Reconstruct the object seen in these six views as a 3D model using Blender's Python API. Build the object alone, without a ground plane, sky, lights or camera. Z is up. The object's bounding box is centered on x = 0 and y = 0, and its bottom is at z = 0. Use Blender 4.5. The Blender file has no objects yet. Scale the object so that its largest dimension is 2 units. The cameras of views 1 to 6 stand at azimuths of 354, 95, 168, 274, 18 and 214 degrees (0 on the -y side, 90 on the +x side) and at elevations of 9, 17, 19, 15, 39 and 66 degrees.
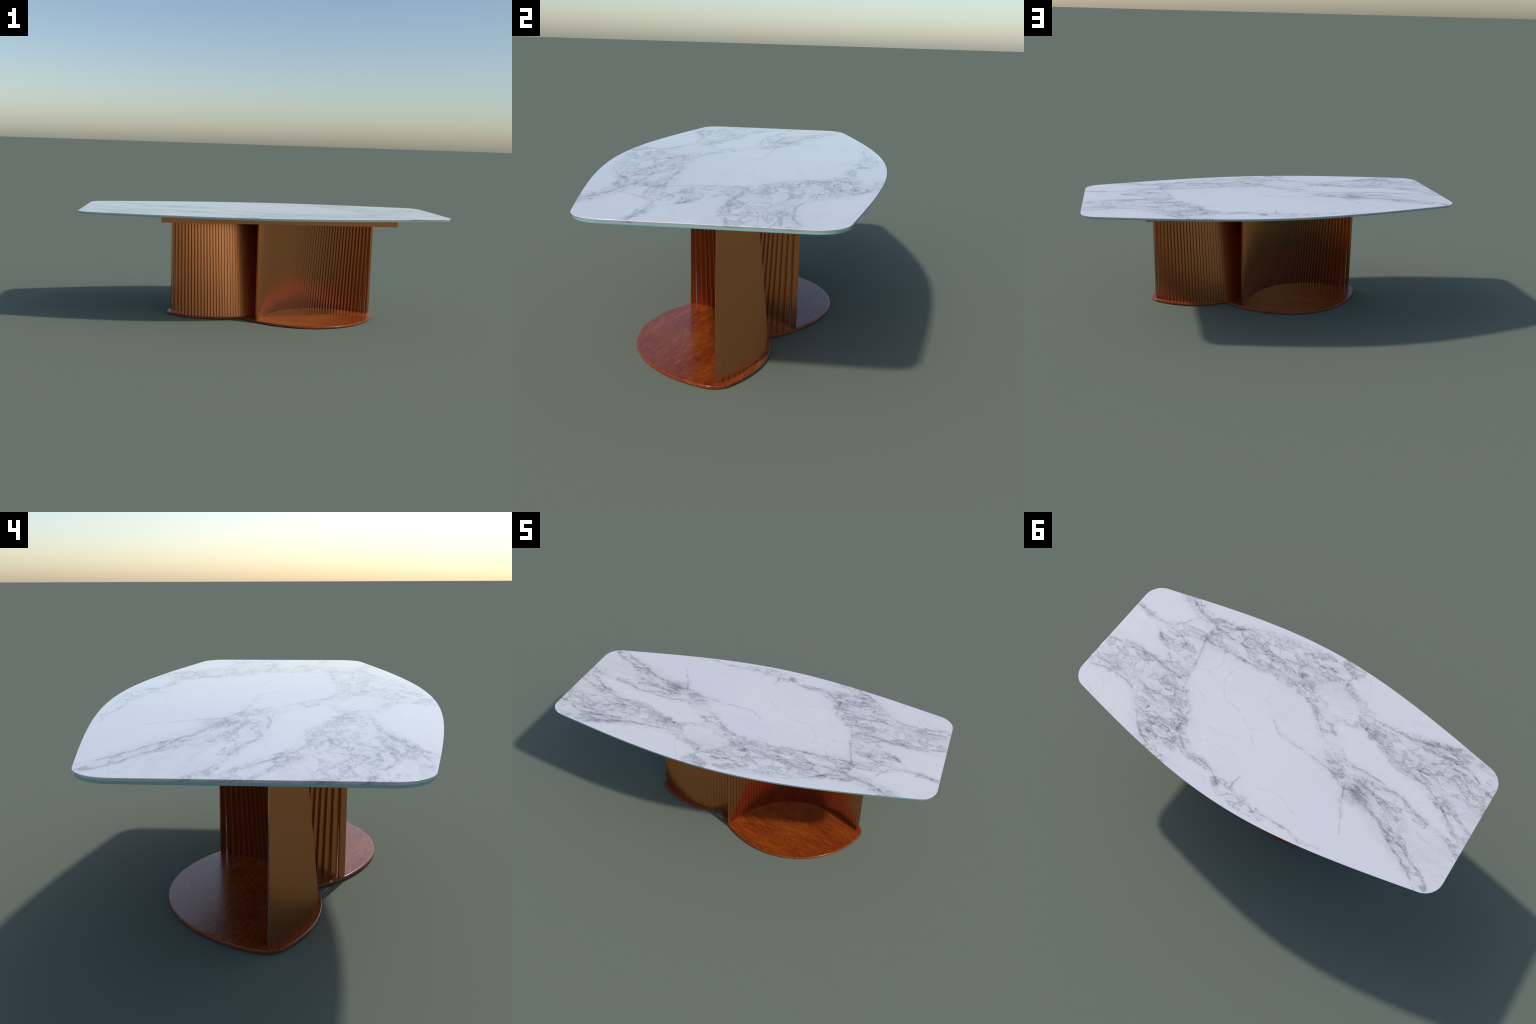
"""Dining table: barrel-shaped marble top on a teal glass sheet, a bronze mounting
plate, two arched screens of upright bronze slats and a two-lobed lacquered wood base."""
import bpy, bmesh, math
from mathutils import Vector, Matrix

# ------------------------------------------------------------------ dimensions (metres)
TOP_Z = 0.602            # upper face of the marble
MARBLE_T, MARBLE_IN = 0.0070, 0.0040   # marble thickness, under-cut of its edge
GLASS_T = 0.006
GLASS_Z = TOP_Z - MARBLE_T - GLASS_T   # underside of the glass
PLATE_Z = 0.556          # underside of the mounting plate
BASE_T = 0.011           # thickness of the wooden base
PIVOT = Vector((0.0573, -0.0209))        # the base has two-fold symmetry about this point
TURN = math.radians(17.0)              # the whole base is turned under the top
SLATS, SLAT_PITCH = 48, 0.0149
SLAT_W, SLAT_D = 0.0138, 0.0200
ARCH_X, ARCH_END, ARCH_HALF = 0.193, -0.1655, 0.35
RISE_FOOT, RISE_HEAD = 0.2145, 0.154   # the arches are flatter at the top: the slats lean inwards


# ------------------------------------------------------------------ small helpers
def new_mesh_object(name, bm, mat, parent, smooth_deg=35):
    bmesh.ops.recalc_face_normals(bm, faces=bm.faces[:])
    me = bpy.data.meshes.new(name)
    bm.to_mesh(me)
    bm.free()
    ob = bpy.data.objects.new(name, me)
    bpy.context.scene.collection.objects.link(ob)
    me.materials.append(mat)
    for p in me.polygons:
        p.use_smooth = True
    me.set_sharp_from_angle(angle=math.radians(smooth_deg))
    ob.parent = parent
    return ob


def outward_normals(pts):
    """Mitred outward normals of a closed counter-clockwise outline."""
    n, res = len(pts), []
    for i in range(n):
        a, b, c = pts[i - 1], pts[i], pts[(i + 1) % n]
        d1, d2 = (b - a).normalized(), (c - b).normalized()
        n1, n2 = Vector((d1.y, -d1.x)), Vector((d2.y, -d2.x))
        m = (n1 + n2).normalized()
        res.append(m / max(0.45, m.dot(n1)))
    return res


def stacked_slab(pts, rings):
    """Solid from one outline repeated at (inset, z) levels, capped at both ends."""
    bm = bmesh.new()
    nrm = outward_normals(pts)
    loops = []
    for inset, z in rings:
        loops.append([bm.verts.new((p.x - q.x * inset, p.y - q.y * inset, z)) for p, q in zip(pts, nrm)])
    n = len(pts)
    for lo, hi in zip(loops, loops[1:]):
        for i in range(n):
            j = (i + 1) % n
            bm.faces.new((lo[i], lo[j], hi[j], hi[i]))
    bm.faces.new(list(reversed(loops[0])))
    bm.faces.new(loops[-1])
    return bm


# ------------------------------------------------------------------ outlines
def half_width(x):
    """Half width of the top: bowed in the middle, nearly straight towards the ends."""
    return 0.4855 - 0.1375 * math.log(math.cosh(x / 0.55))


def top_outline():
    r = 0.093
    # fillet between the bowed side and the straight end at x = 1
    best = None
    for k in range(4000):
        x = 0.85 + 0.12 * k / 4000
        s = -0.25 * math.tanh(x / 0.55)
        nx, ny = -s / math.hypot(1, s), 1 / math.hypot(1, s)
        cx, cy = x - nx * r, half_width(x) - ny * r
        e = abs(cx + r - 1.0)
        if best is None or e < best[0]:
            best = (e, x, cx, cy, math.atan2(ny, nx))
    _, xt, cx, cy, ang = best
    quad = []
    for k in range(24):                                   # corner, from the end round to the side
        a = ang * k / 24
        quad.append(Vector((cx + r * math.cos(a), cy + r * math.sin(a))))
    for k in range(49):                                   # bowed side towards the middle
        x = xt * (1 - k / 48)
        quad.append(Vector((x, half_width(x))))
    left = [Vector((-p.x, p.y)) for p in reversed(quad[:-1])]
    upper = quad + left
    lower = [Vector((-p.x, -p.y)) for p in upper]
    return upper + lower


def base_outline():
    """Two lobes; each is a front arc, a rounded outer tip and a back arc that follows the slats.
    The front arc of one lobe runs on until it meets the back arc of the other (a notch)."""
    RF, RB, half_h, r = 0.4144, 0.4120, 0.2312, 0.074       # front and back radius, half depth, tip radius
    mid = Vector((0.2091, -0.1695))
    front, back = mid + Vector((0, RF - half_h)), mid - Vector((0, RB - half_h))

    def ring_cross(p, rp, q, rq):                         # the two points at rp from p and rq from q
        g = q - p
        a = (rp * rp - rq * rq + g.length_squared) / (2 * g.length)
        h = math.sqrt(rp * rp - a * a)
        e = g.normalized()
        foot = p + e * a
        return [foot + Vector((-e.y, e.x)) * h, foot - Vector((-e.y, e.x)) * h]

    def angle(v):
        return math.atan2(v.y, v.x)
    tip = max(ring_cross(front, RF - r, back, RB - r), key=lambda p: p.x)
    a1 = angle(tip - front) % math.tau

    def front_point(a):
        """The front arc is a circle that straightens and then swells towards the inner side."""
        phi = math.degrees(1.5 * math.pi - a)
        swell = ((-90, 0.0), (-55, 0.0), (-35, -0.001), (0, 0.0), (20, -0.0017), (40, -0.0039), (54, -0.002), (66, 0.0037), (82, 0.0112), (120, 0.0185))
        for (p0, v0), (p1, v1) in zip(swell, swell[1:]):
            if p0 <= phi <= p1:
                t = (phi - p0) / (p1 - p0)
                return front + (RF + v0 + (v1 - v0) * t) * Vector((math.cos(a), math.sin(a)))
    lo, hi = 1.5 * math.pi - math.radians(119), 1.5 * math.pi - math.radians(50)
    for _ in range(50):                                   # where it meets the back arc of the other lobe
        m = (lo + hi) / 2
        if (front_point(m) + back).length > RB:
            hi = m
        else:
            lo = m
    a0 = hi
    notch = front_point(a0)
    pts = []
    for k in range(121):                                  # front arc, from the notch to the outer tip
        a = a0 + (a1 - a0) * k / 120
        pts.append(front_point(a))
    for _ in range(6):                                    # ease the joints between the stretches
        pts = pts[:1] + [(p + q * 2 + w) / 4 for p, q, w in zip(pts, pts[1:], pts[2:])] + pts[-1:]
    t0, t1 = angle(tip - front), angle(tip - back)
    for k in range(1, 24):                                # outer tip
        a = t0 + (t1 - t0) * k / 24
        pts.append(tip + r * Vector((math.cos(a), math.sin(a))))
    b1 = angle(-notch - back)
    for k in range(70):                                   # back arc to the other notch
        a = t1 + (b1 - t1) * k / 70
        pts.append(back + RB * Vector((math.cos(a), math.sin(a))))
    outline = pts + [-p for p in pts]
    c, s = math.cos(TURN), math.sin(TURN)
    return [Vector((PIVOT.x + p.x * c - p.y * s, PIVOT.y + p.x * s + p.y * c)) for p in outline]


# ------------------------------------------------------------------ node helpers
class Nodes:
    def __init__(self, name):
        self.mat = bpy.data.materials.new(name)
        self.mat.use_nodes = True
        self.nt = self.mat.node_tree
        self.bsdf = self.nt.nodes["Principled BSDF"]

    def add(self, kind, **props):
        n = self.nt.nodes.new(kind)
        for k, v in props.items():
            setattr(n, k, v)
        return n

    def put(self, sock, v):
        if isinstance(v, bpy.types.NodeSocket):
            self.nt.links.new(v, sock)
        else:
            sock.default_value = v

    def math(self, op, a, b=0.0, c=0.0, clamp=False):
        n = self.add("ShaderNodeMath", operation=op, use_clamp=clamp)
        for s, v in zip(n.inputs, (a, b, c)):
            self.put(s, v)
        return n.outputs[0]

    def vmath(self, op, a, b=None, scale=None):
        n = self.add("ShaderNodeVectorMath", operation=op)
        self.put(n.inputs[0], a)
        if b is not None:
            self.put(n.inputs[1], b)
        if scale is not None:
            self.put(n.inputs["Scale"], scale)
        return n.outputs["Value"] if op in ("DOT_PRODUCT", "LENGTH", "DISTANCE") else n.outputs["Vector"]

    def noise(self, vec, scale, detail=3.0, rough=0.5, distortion=0.0, colour=False):
        n = self.add("ShaderNodeTexNoise")
        self.put(n.inputs["Vector"], vec)
        n.inputs["Scale"].default_value = scale
        n.inputs["Detail"].default_value = detail
        n.inputs["Roughness"].default_value = rough
        n.inputs["Distortion"].default_value = distortion
        return n.outputs["Color"] if colour else n.outputs["Fac"]

    def voronoi_edge(self, vec, scale, rnd=1.0):
        n = self.add("ShaderNodeTexVoronoi", feature="DISTANCE_TO_EDGE")
        self.put(n.inputs["Vector"], vec)
        n.inputs["Scale"].default_value = scale
        n.inputs["Randomness"].default_value = rnd
        return n.outputs["Distance"]

    def step(self, v, lo, hi, to=(0.0, 1.0)):
        n = self.add("ShaderNodeMapRange", interpolation_type="SMOOTHSTEP")
        self.put(n.inputs["Value"], v)
        for k, x in zip((1, 2, 3, 4), (lo, hi, *to)):
            n.inputs[k].default_value = x
        return n.outputs[0]

    def mapping(self, vec, rot=0.0, scale=(1, 1, 1), loc=(0, 0, 0)):
        n = self.add("ShaderNodeMapping")
        self.put(n.inputs["Vector"], vec)
        n.inputs["Rotation"].default_value = (0, 0, rot)
        n.inputs["Scale"].default_value = scale
        n.inputs["Location"].default_value = loc
        return n.outputs[0]

    def mix(self, f, a, b):
        n = self.add("ShaderNodeMix", data_type="RGBA")
        self.put(n.inputs[0], f)
        for s, v in ((n.inputs[6], a), (n.inputs[7], b)):
            self.put(s, v if isinstance(v, bpy.types.NodeSocket) else (*v, 1.0))
        return n.outputs[2]

    def coords(self):
        return self.add("ShaderNodeTexCoord").outputs["Object"]

    def warp(self, vec, scale, amount, detail=2.0):
        c = self.noise(vec, scale, detail, colour=True)
        return self.vmath("ADD", vec, self.vmath("SCALE", self.vmath("SUBTRACT", c, (0.5, 0.5, 0.5)), scale=amount))

    def segment(self, p, a, b):
        """Distance to a tapering vein segment, in units of the local half width."""
        A, B = Vector((a[0], a[1], 0)), Vector((b[0], b[1], 0))
        ba = B - A
        rel = self.vmath("SUBTRACT", p, tuple(A))
        h = self.math("MAXIMUM", self.math("MINIMUM", self.vmath("DOT_PRODUCT", rel, tuple(ba / ba.length_squared)), 1.0), 0.0)
        d = self.vmath("DISTANCE", rel, self.vmath("SCALE", tuple(ba), scale=h))
        return self.math("DIVIDE", d, self.math("MULTIPLY_ADD", h, b[2] - a[2], a[2]))

    def paths(self, p, paths):
        f = None
        for path in paths:
            for a, b in zip(path, path[1:]):
                s = self.segment(p, a, b)
                f = s if f is None else self.math("MINIMUM", f, s)
        return f


# ------------------------------------------------------------------ materials
# Where the stone is brecciated: paths (x, y, half width) along the veined bands.
VEINED = [
    [(0.86, -0.41, .040), (0.76, -0.36, .042), (0.67, -0.315, .036), (0.55, -0.285, .060), (0.38, -0.29, .090), (0.20, -0.33, .110), (0.05, -0.35, .110), (-0.08, -0.41, .07), (-0.16, -0.46, .04)],
    [(0.80, -0.175, .020), (0.70, -0.19, .034), (0.58, -0.20, .045), (0.44, -0.235, .045), (0.25, -0.24, .048), (0.06, -0.25, .048), (-0.08, -0.20, .040), (-0.17, -0.12, .042), (-0.27, -0.03, .044), (-0.37, 0.04, .055), (-0.47, 0.075, .065), (-0.60, 0.07, .070), (-0.70, 0.13, .045)],
    [(0.74, -0.12, .045), (0.63, -0.07, .070), (0.60, 0.02, .070)],
    [(1.0, 0.13, .085), (0.84, 0.11, .095), (0.68, 0.12, .105), (0.56, 0.18, .125), (0.48, 0.29, .110), (0.42, 0.40, .090)],
    [(0.40, 0.30, .040), (0.28, 0.36, .028), (0.16, 0.365, .018)],
    [(0.09, 0.40, .030), (0.0, 0.42, .036), (-0.08, 0.43, .040), (-0.16, 0.44, .022)],
    [(-0.17, -0.13, .030), (-0.26, -0.21, .036), (-0.36, -0.24, .040), (-0.46, -0.225, .056), (-0.60, -0.22, .090), (-0.76, -0.24, .115), (-0.88, -0.22, .115), (-1.0, -0.18, .085)],
    [(-0.10, -0.38, .022), (-0.22, -0.34, .024), (-0.33, -0.27, .030)],
    [(-0.40, -0.19, .028), (-0.52, -0.155, .034), (-0.66, -0.125, .036), (-0.80, -0.075, .036), (-0.90, -0.02, .036), (-1.0, 0.04, .04)],
    [(-0.68, 0.03, .018), (-0.76, 0.06, .020), (-0.88, 0.065, .018), (-0.99, 0.11, .022)],
    [(0.99, -0.20, .014), (0.88, -0.175, .018), (0.79, -0.18, .018)],
    [(-0.66, 0.13, .042), (-0.76, 0.22, .030), (-0.86, 0.285, .024), (-0.94, 0.32, .016)],
]
# Soft grey haze without much structure.
HAZE = [
    [(0.04, -0.32, .10), (-0.10, -0.32, .11), (-0.22, -0.28, .07)],
    [(-0.50, 0.10, .07), (-0.68, 0.16, .10), (-0.92, 0.20, .13)],
    [(-0.62, -0.19, .10), (-0.98, -0.12, .11)],
    [(0.60, 0.15, .16), (0.45, 0.33, .14)],
]
# Single drawn-out veins.
LINES = [
    [(0.99, -0.19, .005), (0.86, -0.172, .006), (0.76, -0.19, .006), (0.72, -0.235, .005), (0.67, -0.31, .006)],
    [(0.86, -0.17, .005), (0.80, -0.12, .006), (0.75, -0.08, .006)],
    [(0.98, 0.05, .005), (0.87, 0.02, .006), (0.75, 0.015, .010), (0.66, 0.035, .014), (0.53, 0.055, .008)],
    [(0.57, -0.18, .006), (0.54, -0.05, .006), (0.51, 0.09, .006), (0.41, 0.16, .006), (0.40, 0.28, .009), (0.30, 0.36, .008), (0.20, 0.355, .006), (0.13, 0.37, .006), (0.08, 0.41, .006)],
    [(0.97, 0.225, .006), (0.90, 0.20, .007), (0.78, 0.20, .007), (0.70, 0.225, .008), (0.62, 0.31, .008), (0.56, 0.37, .008), (0.48, 0.415, .006)],
    [(0.57, -0.19, .006), (0.46, -0.195, .008), (0.36, -0.205, .007), (0.24, -0.205, .006), (0.13, -0.225, .005), (0.03, -0.225, .006), (-0.08, -0.165, .005), (-0.2, -0.06, .005)],
    [(0.05, -0.01, .003), (-0.02, 0.04, .005), (-0.13, 0.05, .005), (-0.26, 0.06, .009), (-0.38, 0.07, .014)],
    [(-0.41, 0.09, .007), (-0.455, 0.20, .005), (-0.51, 0.31, .003)],
    [(-0.44, 0.10, .014), (-0.62, 0.16, .010), (-0.72, 0.22, .009), (-0.82, 0.285, .008), (-0.91, 0.345, .004)],
    [(-0.74, 0.20, .007), (-0.84, 0.25, .008), (-0.95, 0.305, .004)],
    [(-0.33, 0.0, .006), (-0.44, -0.01, .006), (-0.55, -0.01, .005), (-0.68, 0.015, .007), (-0.76, 0.055, .006), (-0.87, 0.06, .004), (-0.97, 0.10, .004)],
    [(-0.40, -0.27, .006), (-0.56, -0.275, .009), (-0.65, -0.30, .012), (-0.74, -0.335, .010), (-0.81, -0.37, .005)],
    [(-0.62, -0.265, .010), (-0.75, -0.27, .009), (-0.86, -0.285, .007), (-0.93, -0.24, .005), (-1.0, -0.21, .006)],
    [(-0.73, -0.33, .005), (-0.84, -0.345, .005), (-0.93, -0.335, .004)],
    [(-0.35, -0.205, .007), (-0.48, -0.155, .008), (-0.60, -0.125, .009), (-0.74, -0.095, .010), (-0.84, -0.045, .008), (-0.93, 0.02, .006)],
    [(-0.12, 0.435, .007), (-0.20, 0.42, .005), (-0.31, 0.415, .006), (-0.38, 0.44, .006), (-0.47, 0.42, .003)],
    [(0.02, 0.39, .007), (0.01, 0.32, .003)],
    [(0.85, -0.405, .008), (0.76, -0.36, .010), (0.67, -0.315, .014), (0.58, -0.29, .012), (0.47, -0.27, .008), (0.36, -0.275, .006)],
    [(0.80, -0.41, .006), (0.73, -0.37, .006), (0.68, -0.32, .008)],
    [(0.62, -0.30, .010), (0.50, -0.315, .010), (0.40, -0.39, .004), (0.27, -0.43, .007), (0.18, -0.42, .005)],
    [(0.33, -0.27, .006), (0.20, -0.31, .007), (0.12, -0.33, .005), (-0.05, -0.36, .003)],
    [(0.12, -0.43, .004), (0.02, -0.38, .005), (-0.08, -0.40, .005)],
]
FAINT = [
    [(0.34, -0.17, .003), (0.36, -0.12, .004), (0.36, -0.05, .006), (0.31, 0.02, .004), (0.22, 0.04, .006), (0.11, 0.10, .004), (0.03, 0.05, .004)],
    [(0.38, 0.19, .004), (0.22, 0.19, .005), (0.10, 0.15, .003)],
    [(-0.50, -0.36, .003), (-0.61, -0.385, .005), (-0.66, -0.39, .003)],
    [(0.36, 0.29, .004), (0.20, 0.24, .005), (0.06, 0.25, .003)],
    [(0.11, 0.10, .004), (0.02, 0.18, .003), (-0.05, 0.22, .004)],
    [(-0.08, 0.32, .003), (-0.20, 0.30, .004), (-0.30, 0.34, .003)],
    [(-0.20, -0.32, .004), (-0.27, -0.37, .003), (-0.36, -0.30, .004)],
]


def marble_material():
    m = Nodes("white_marble")
    p = m.coords()
    # sheared by height so that the veins also run across the edge
    sep = m.add("ShaderNodeSeparateXYZ")
    m.put(sep.inputs[0], p)
    down = m.math("SUBTRACT", sep.outputs[2], TOP_Z)
    flat = m.add("ShaderNodeCombineXYZ")
    m.put(flat.inputs[0], m.math("MULTIPLY_ADD", down, 1.6, sep.outputs[0]))
    m.put(flat.inputs[1], m.math("MULTIPLY_ADD", down, 1.6, sep.outputs[1]))
    p = flat.outputs[0]

    rough_p = m.warp(m.warp(p, 6.0, 0.045, 2.0), 30.0, 0.034, 4.0)
    line_p = m.warp(m.warp(p, 6.0, 0.030, 2.0), 34.0, 0.022, 5.0)
    band = m.paths(rough_p, VEINED)
    # ragged outline: the veined zones fray out instead of ending on a clean curve
    band = m.math("ADD", band, m.math("MULTIPLY", m.math("SUBTRACT", m.noise(p, 17.0, 4.0, 0.6), 0.5), 0.62))
    inside = m.step(band, 1.15, 0.80)
    haze = m.step(m.paths(rough_p, HAZE), 1.25, 0.3)
    line = m.paths(line_p, LINES)
    faint = m.paths(line_p, FAINT)

    # drawn-out coordinates: streaks run along the length of the slab, slightly slanted
    soft = m.warp(m.warp(p, 8.0, 0.05, 3.0), 38.0, 0.012, 3.0)
    drawn = m.mapping(soft, rot=math.radians(10), scale=(0.45, 1.0, 1.0))
    drawn2 = m.mapping(m.warp(p, 16.0, 0.03, 4.0), rot=math.radians(13), scale=(0.30, 1.0, 1.0), loc=(3.1, 1.7, 0))

    # clasts: lumps of clean stone caught in the veined zones
    vor = m.add("ShaderNodeTexVoronoi", feature="F1")
    m.put(vor.inputs["Vector"], drawn)
    vor.inputs["Scale"].default_value = 27.0
    sepc = m.add("ShaderNodeSeparateColor")
    m.put(sepc.inputs[0], vor.outputs["Color"])
    clast = m.step(sepc.outputs[0], 0.50, 0.58)
    tone = sepc.outputs[1]
    cells = m.voronoi_edge(drawn, 27.0)
    joint = m.math("MULTIPLY", m.step(cells, 0.095, 0.0), m.step(m.noise(p, 30.0, 4.0, 0.6), 0.42, 0.66))
    cells2 = m.voronoi_edge(drawn, 56.0)
    joint2 = m.math("MULTIPLY", m.step(cells2, 0.13, 0.0), m.step(m.noise(drawn, 46.0, 3.0), 0.46, 0.68))
    streak = m.step(m.noise(drawn2, 62.0, 5.0, 0.62), 0.46, 0.76)
    smear = m.step(m.noise(drawn2, 20.0, 4.0, 0.6), 0.42, 0.72)

    def ridged(scale, width):
        n = m.noise(drawn2, scale, 4.0, 0.55)
        return m.step(m.math("ABSOLUTE", m.math("SUBTRACT", n, 0.5)), width, 0.0)
    ridge = m.math("MAXIMUM", ridged(17.0, 0.022), m.math("MULTIPLY", ridged(38.0, 0.04), 0.8))
    patch = m.step(m.noise(drawn, 9.0, 3.0, 0.55), 0.36, 0.66)   # busy and calm stretches
    open_ = m.math("SUBTRACT", 1.0, m.math("MULTIPLY", clast, 0.85))

    fill = m.math("MULTIPLY_ADD", tone, 0.06, m.math("MULTIPLY_ADD", patch, 0.04, 0.02))
    fill = m.math("MULTIPLY_ADD", smear, m.math("MULTIPLY_ADD", patch, 0.14, 0.09), fill)
    fill = m.math("MULTIPLY_ADD", m.math("MULTIPLY", streak, m.math("MULTIPLY_ADD", patch, 0.60, 0.30)), 0.40, fill)
    fill = m.math("MULTIPLY_ADD", m.math("MULTIPLY", ridge, m.math("MULTIPLY_ADD", patch, 0.6, 0.4)), 0.68, fill)
    fill = m.math("MULTIPLY_ADD", m.math("MULTIPLY", joint2, m.math("MULTIPLY_ADD", patch, 0.7, 0.3)), 0.44, fill)
    fill = m.math("MULTIPLY", fill, open_)
    fill = m.math("MULTIPLY_ADD", m.math("MULTIPLY", joint, m.math("MULTIPLY_ADD", patch, 0.5, 0.5)), 0.85, fill)
    grey = m.math("MULTIPLY", fill, inside)
    broken = m.step(m.noise(p, 22.0, 4.0, 0.6), 0.34, 0.62)
    vein = m.math("MULTIPLY", m.step(line, 1.15, 0.1), m.math("MULTIPLY_ADD", broken, 0.75, 0.22))
    halo = m.math("MULTIPLY", m.step(line, 4.5, 0.3), m.math("MULTIPLY_ADD", streak, 0.75, m.math("MULTIPLY_ADD", ridge, 0.5, 0.1)))
    grey = m.math("MULTIPLY_ADD", vein, 0.72, grey)
    grey = m.math("MULTIPLY_ADD", halo, 0.26, grey)
    grey = m.math("MULTIPLY_ADD", m.math("MULTIPLY", m.step(faint, 1.6, 0.0), broken), 0.22, grey)
    grey = m.math("MULTIPLY_ADD", haze, m.math("MULTIPLY_ADD", smear, 0.09, m.math("MULTIPLY", ridge, 0.10)), grey)
    near = m.step(band, 2.1, 0.9)
    grey = m.math("MULTIPLY_ADD", near, m.math("MULTIPLY_ADD", smear, 0.08, 0.02), grey)
    # fine linking veins that close off pale cells around the veined zones, and a breath of cloud
    link = m.math("MULTIPLY", m.step(m.voronoi_edge(drawn, 7.5), 0.030, 0.0), m.step(m.noise(p, 13.0, 4.0, 0.6), 0.44, 0.64))
    grey = m.math("MULTIPLY_ADD", m.math("MULTIPLY", link, m.step(band, 4.5, 1.2)), 0.17, grey)
    grey = m.math("MULTIPLY_ADD", m.step(m.noise(drawn, 5.0, 4.0, 0.6), 0.48, 0.75), 0.035, grey)
    # the one dark knot of the slab
    knot = m.step(m.vmath("DISTANCE", rough_p, (-0.475, 0.085, 0)), 0.10, 0.02)
    grey = m.math("MULTIPLY_ADD", knot, m.math("MULTIPLY_ADD", streak, 1.0, 0.22), grey)
    # soft ceiling: overlapping veins do not turn black
    grey = m.math("DIVIDE", grey, m.math("MULTIPLY_ADD", grey, 0.40, 1.0))

    cloud = m.step(m.noise(p, 2.4, 3.0), 0.35, 0.7)
    white = m.mix(cloud, (0.80, 0.785, 0.80), (0.775, 0.765, 0.79))
    white = m.mix(m.math("MULTIPLY", haze, 0.5), white, (0.76, 0.735, 0.735))
    col = m.mix(grey, white, (0.205, 0.215, 0.24))
    m.put(m.bsdf.inputs["Base Color"], col)
    m.bsdf.inputs["Roughness"].default_value = 0.07
    m.bsdf.inputs["Specular IOR Level"].default_value = 0.5
    return m.mat


def glass_material():
    m = Nodes("teal_glass")
    p = m.coords()
    n = m.noise(p, 5.0, 2.0)
    m.put(m.bsdf.inputs["Base Color"], m.mix(n, (0.275, 0.49, 0.48), (0.305, 0.52, 0.51)))
    m.bsdf.inputs["Roughness"].default_value = 0.25
    return m.mat


def bronze_material():
    m = Nodes("brushed_bronze")
    p = m.coords()
    brush = m.noise(m.mapping(p, scale=(420, 420, 3.0)), 1.0, 3.0)
    m.put(m.bsdf.inputs["Base Color"], m.mix(brush, (0.60, 0.236, 0.092), (0.65, 0.258, 0.102)))
    m.bsdf.inputs["Metallic"].default_value = 1.0
    m.put(m.bsdf.inputs["Roughness"], m.math("MULTIPLY_ADD", brush, 0.05, 0.24))
    return m.mat


def wood_material():
    m = Nodes("lacquered_wood")
    p = m.coords()
    grain_dir = math.radians(20.0)                          # grain runs at -20 degrees to the long axis
    q = m.mapping(p, rot=grain_dir)
    streak = m.noise(m.mapping(m.warp(q, 12.0, 0.012), scale=(1.0, 10.0, 10.0)), 20.0, 5.0, 0.60)
    fine = m.noise(m.mapping(q, scale=(1.0, 11.0, 11.0)), 48.0, 3.0, 0.6)
    broad = m.noise(m.mapping(q, scale=(1.0, 3.0, 3.0)), 4.0, 3.0)
    t = m.math("ADD", m.math("MULTIPLY_ADD", fine, 0.35, m.math("MULTIPLY", streak, 0.75)), m.math("MULTIPLY", broad, 0.35))
    t = m.step(t, 0.50, 0.98)
    ramp = m.add("ShaderNodeValToRGB")
    m.put(ramp.inputs[0], t)
    el = ramp.color_ramp.elements
    el[0].position, el[0].color = 0.0, (0.15, 0.012, 0.005, 1)
    el[1].position, el[1].color = 1.0, (0.36, 0.095, 0.007, 1)
    e = el.new(0.5)
    e.color = (0.26, 0.046, 0.006, 1)
    m.put(m.bsdf.inputs["Base Color"], ramp.outputs[0])
    m.put(m.bsdf.inputs["Roughness"], m.math("MULTIPLY_ADD", streak, 0.08, 0.20))
    bump = m.add("ShaderNodeBump")
    bump.inputs["Strength"].default_value = 0.05
    bump.inputs["Distance"].default_value = 0.001
    m.put(bump.inputs["Height"], streak)
    m.put(m.bsdf.inputs["Normal"], bump.outputs[0])
    return m.mat


# ------------------------------------------------------------------ build
MARBLE, GLASS, BRONZE, WOOD = marble_material(), glass_material(), bronze_material(), wood_material()

table = bpy.data.objects.new("dining_table", None)
bpy.context.scene.collection.objects.link(table)
table["label"] = "barrel-shaped marble dining table on curved bronze slat screens"
table["category"] = "dining table"

# marble: a tiny eased upper edge, then a slanted under-cut edge
outline = top_outline()
ease = 0.0010
rings = [(MARBLE_IN, TOP_Z - MARBLE_T)]
for k in range(13):
    a = math.radians(-20 + 110 * k / 12)                    # ends level with the top face
    rings.append((ease * (1 - math.cos(a)), TOP_Z - ease * (1 - math.sin(a))))
rings.append((0.007, TOP_Z))                                # keeps the flat face flat in shading
marble = new_mesh_object("marble_top", stacked_slab(outline, rings), MARBLE, table, 14)

glass_in = MARBLE_IN
rings = [(glass_in + 0.0007, GLASS_Z), (glass_in, GLASS_Z + 0.0007), (glass_in, TOP_Z - MARBLE_T - 0.0002)]
glass = new_mesh_object("glass_sheet", stacked_slab(outline, rings), GLASS, table, 50)

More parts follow.
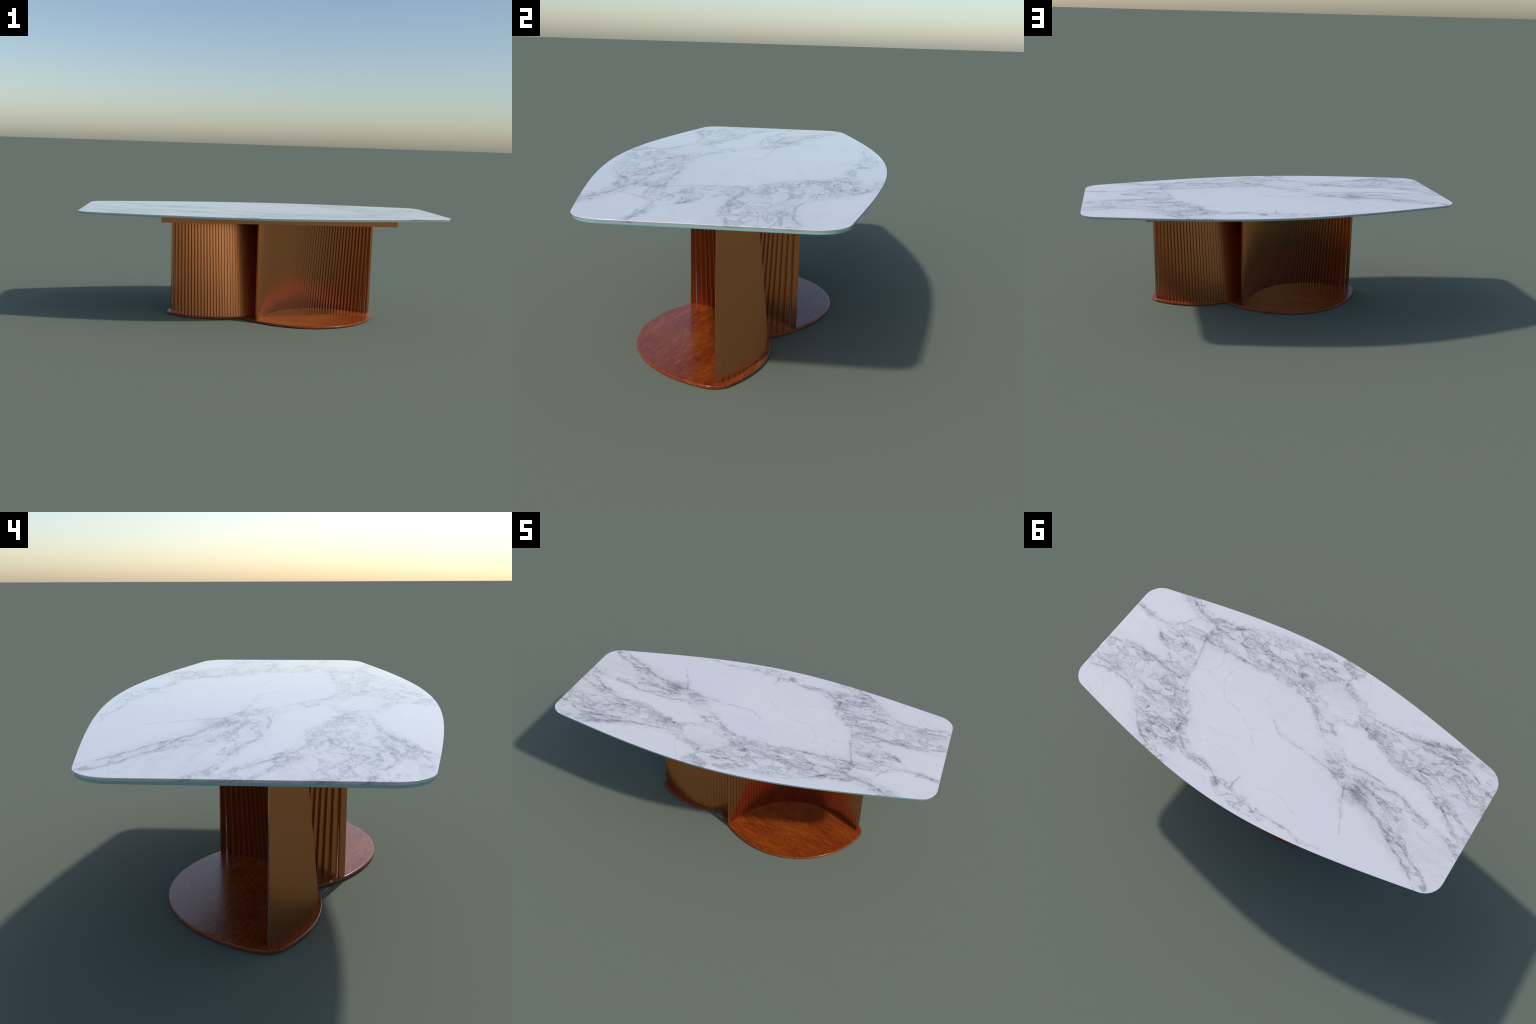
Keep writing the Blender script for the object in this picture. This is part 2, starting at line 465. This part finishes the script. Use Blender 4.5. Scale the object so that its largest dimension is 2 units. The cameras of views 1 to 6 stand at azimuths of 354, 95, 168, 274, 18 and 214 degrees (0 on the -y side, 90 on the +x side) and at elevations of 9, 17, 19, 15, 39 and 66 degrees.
# mounting plate under the glass
px0, px1, py0, py1 = -0.569, 0.678, -0.352, 0.309
plate_outline = [Vector(v) for v in ((px0, py0), (px1, py0), (px1, py1), (px0, py1))]
rings = [(0.0008, PLATE_Z), (0.0, PLATE_Z + 0.0008), (0.0, GLASS_Z - 0.0003)]
plate = new_mesh_object("mounting_plate", stacked_slab(plate_outline, rings), BRONZE, table)

# wooden base: rounded upper edge, slightly eased lower edge
r = 0.0042
rings = [(0.0016, 0.0), (0.0, 0.0016)]
for k in range(7):
    a = math.radians(90 * k / 6)
    rings.append((r * (1 - math.cos(a)), BASE_T - r + r * math.sin(a)))
rings.append((0.009, BASE_T))
base = new_mesh_object("base_plate", stacked_slab(base_outline(), rings), WOOD, table, 40)

# slats: equal boxes, equally spaced along the chord of each arch, all facing the same way
bm = bmesh.new()
bmesh.ops.create_cube(bm, size=1.0)
z0, z1 = BASE_T - 0.003, PLATE_Z + 0.005
bmesh.ops.scale(bm, vec=(SLAT_W, SLAT_D, z1 - z0), verts=bm.verts[:])
bmesh.ops.translate(bm, vec=(0, 0, (z0 + z1) / 2), verts=bm.verts[:])
uprights = [e for e in bm.edges if abs(e.verts[0].co.z - e.verts[1].co.z) > 0.1]
bmesh.ops.bevel(bm, geom=uprights, offset=0.00025, segments=1, affect="EDGES", profile=0.5)
first = new_mesh_object("slat", bm, BRONZE, table, 20)

def arch(u, rise):
    """Depth of the arch at distance u from its axis: between a circle and a parabola."""
    cr = (ARCH_HALF ** 2 + rise ** 2) / (2 * rise)
    return ARCH_END + rise - (cr - math.sqrt(cr ** 2 - u * u) + rise * (u / ARCH_HALF) ** 2) / 2


c, s = math.cos(TURN), math.sin(TURN)
slat = first
for side in (1, -1):
    for i in range(SLATS):
        u = (i - (SLATS - 1) / 2) * SLAT_PITCH
        foot, head = arch(u, RISE_FOOT), arch(u, RISE_HEAD)
        lean = math.atan2(foot - head, PLATE_Z)             # every slat is straight but tilted
        x, y = side * (ARCH_X + u), side * foot
        if slat is None:
            slat = first.copy()
            bpy.context.scene.collection.objects.link(slat)
        slat.location = (PIVOT.x + x * c - y * s, PIVOT.y + x * s + y * c, 0)
        slat.rotation_euler = (side * lean, 0, TURN)
        slat = None
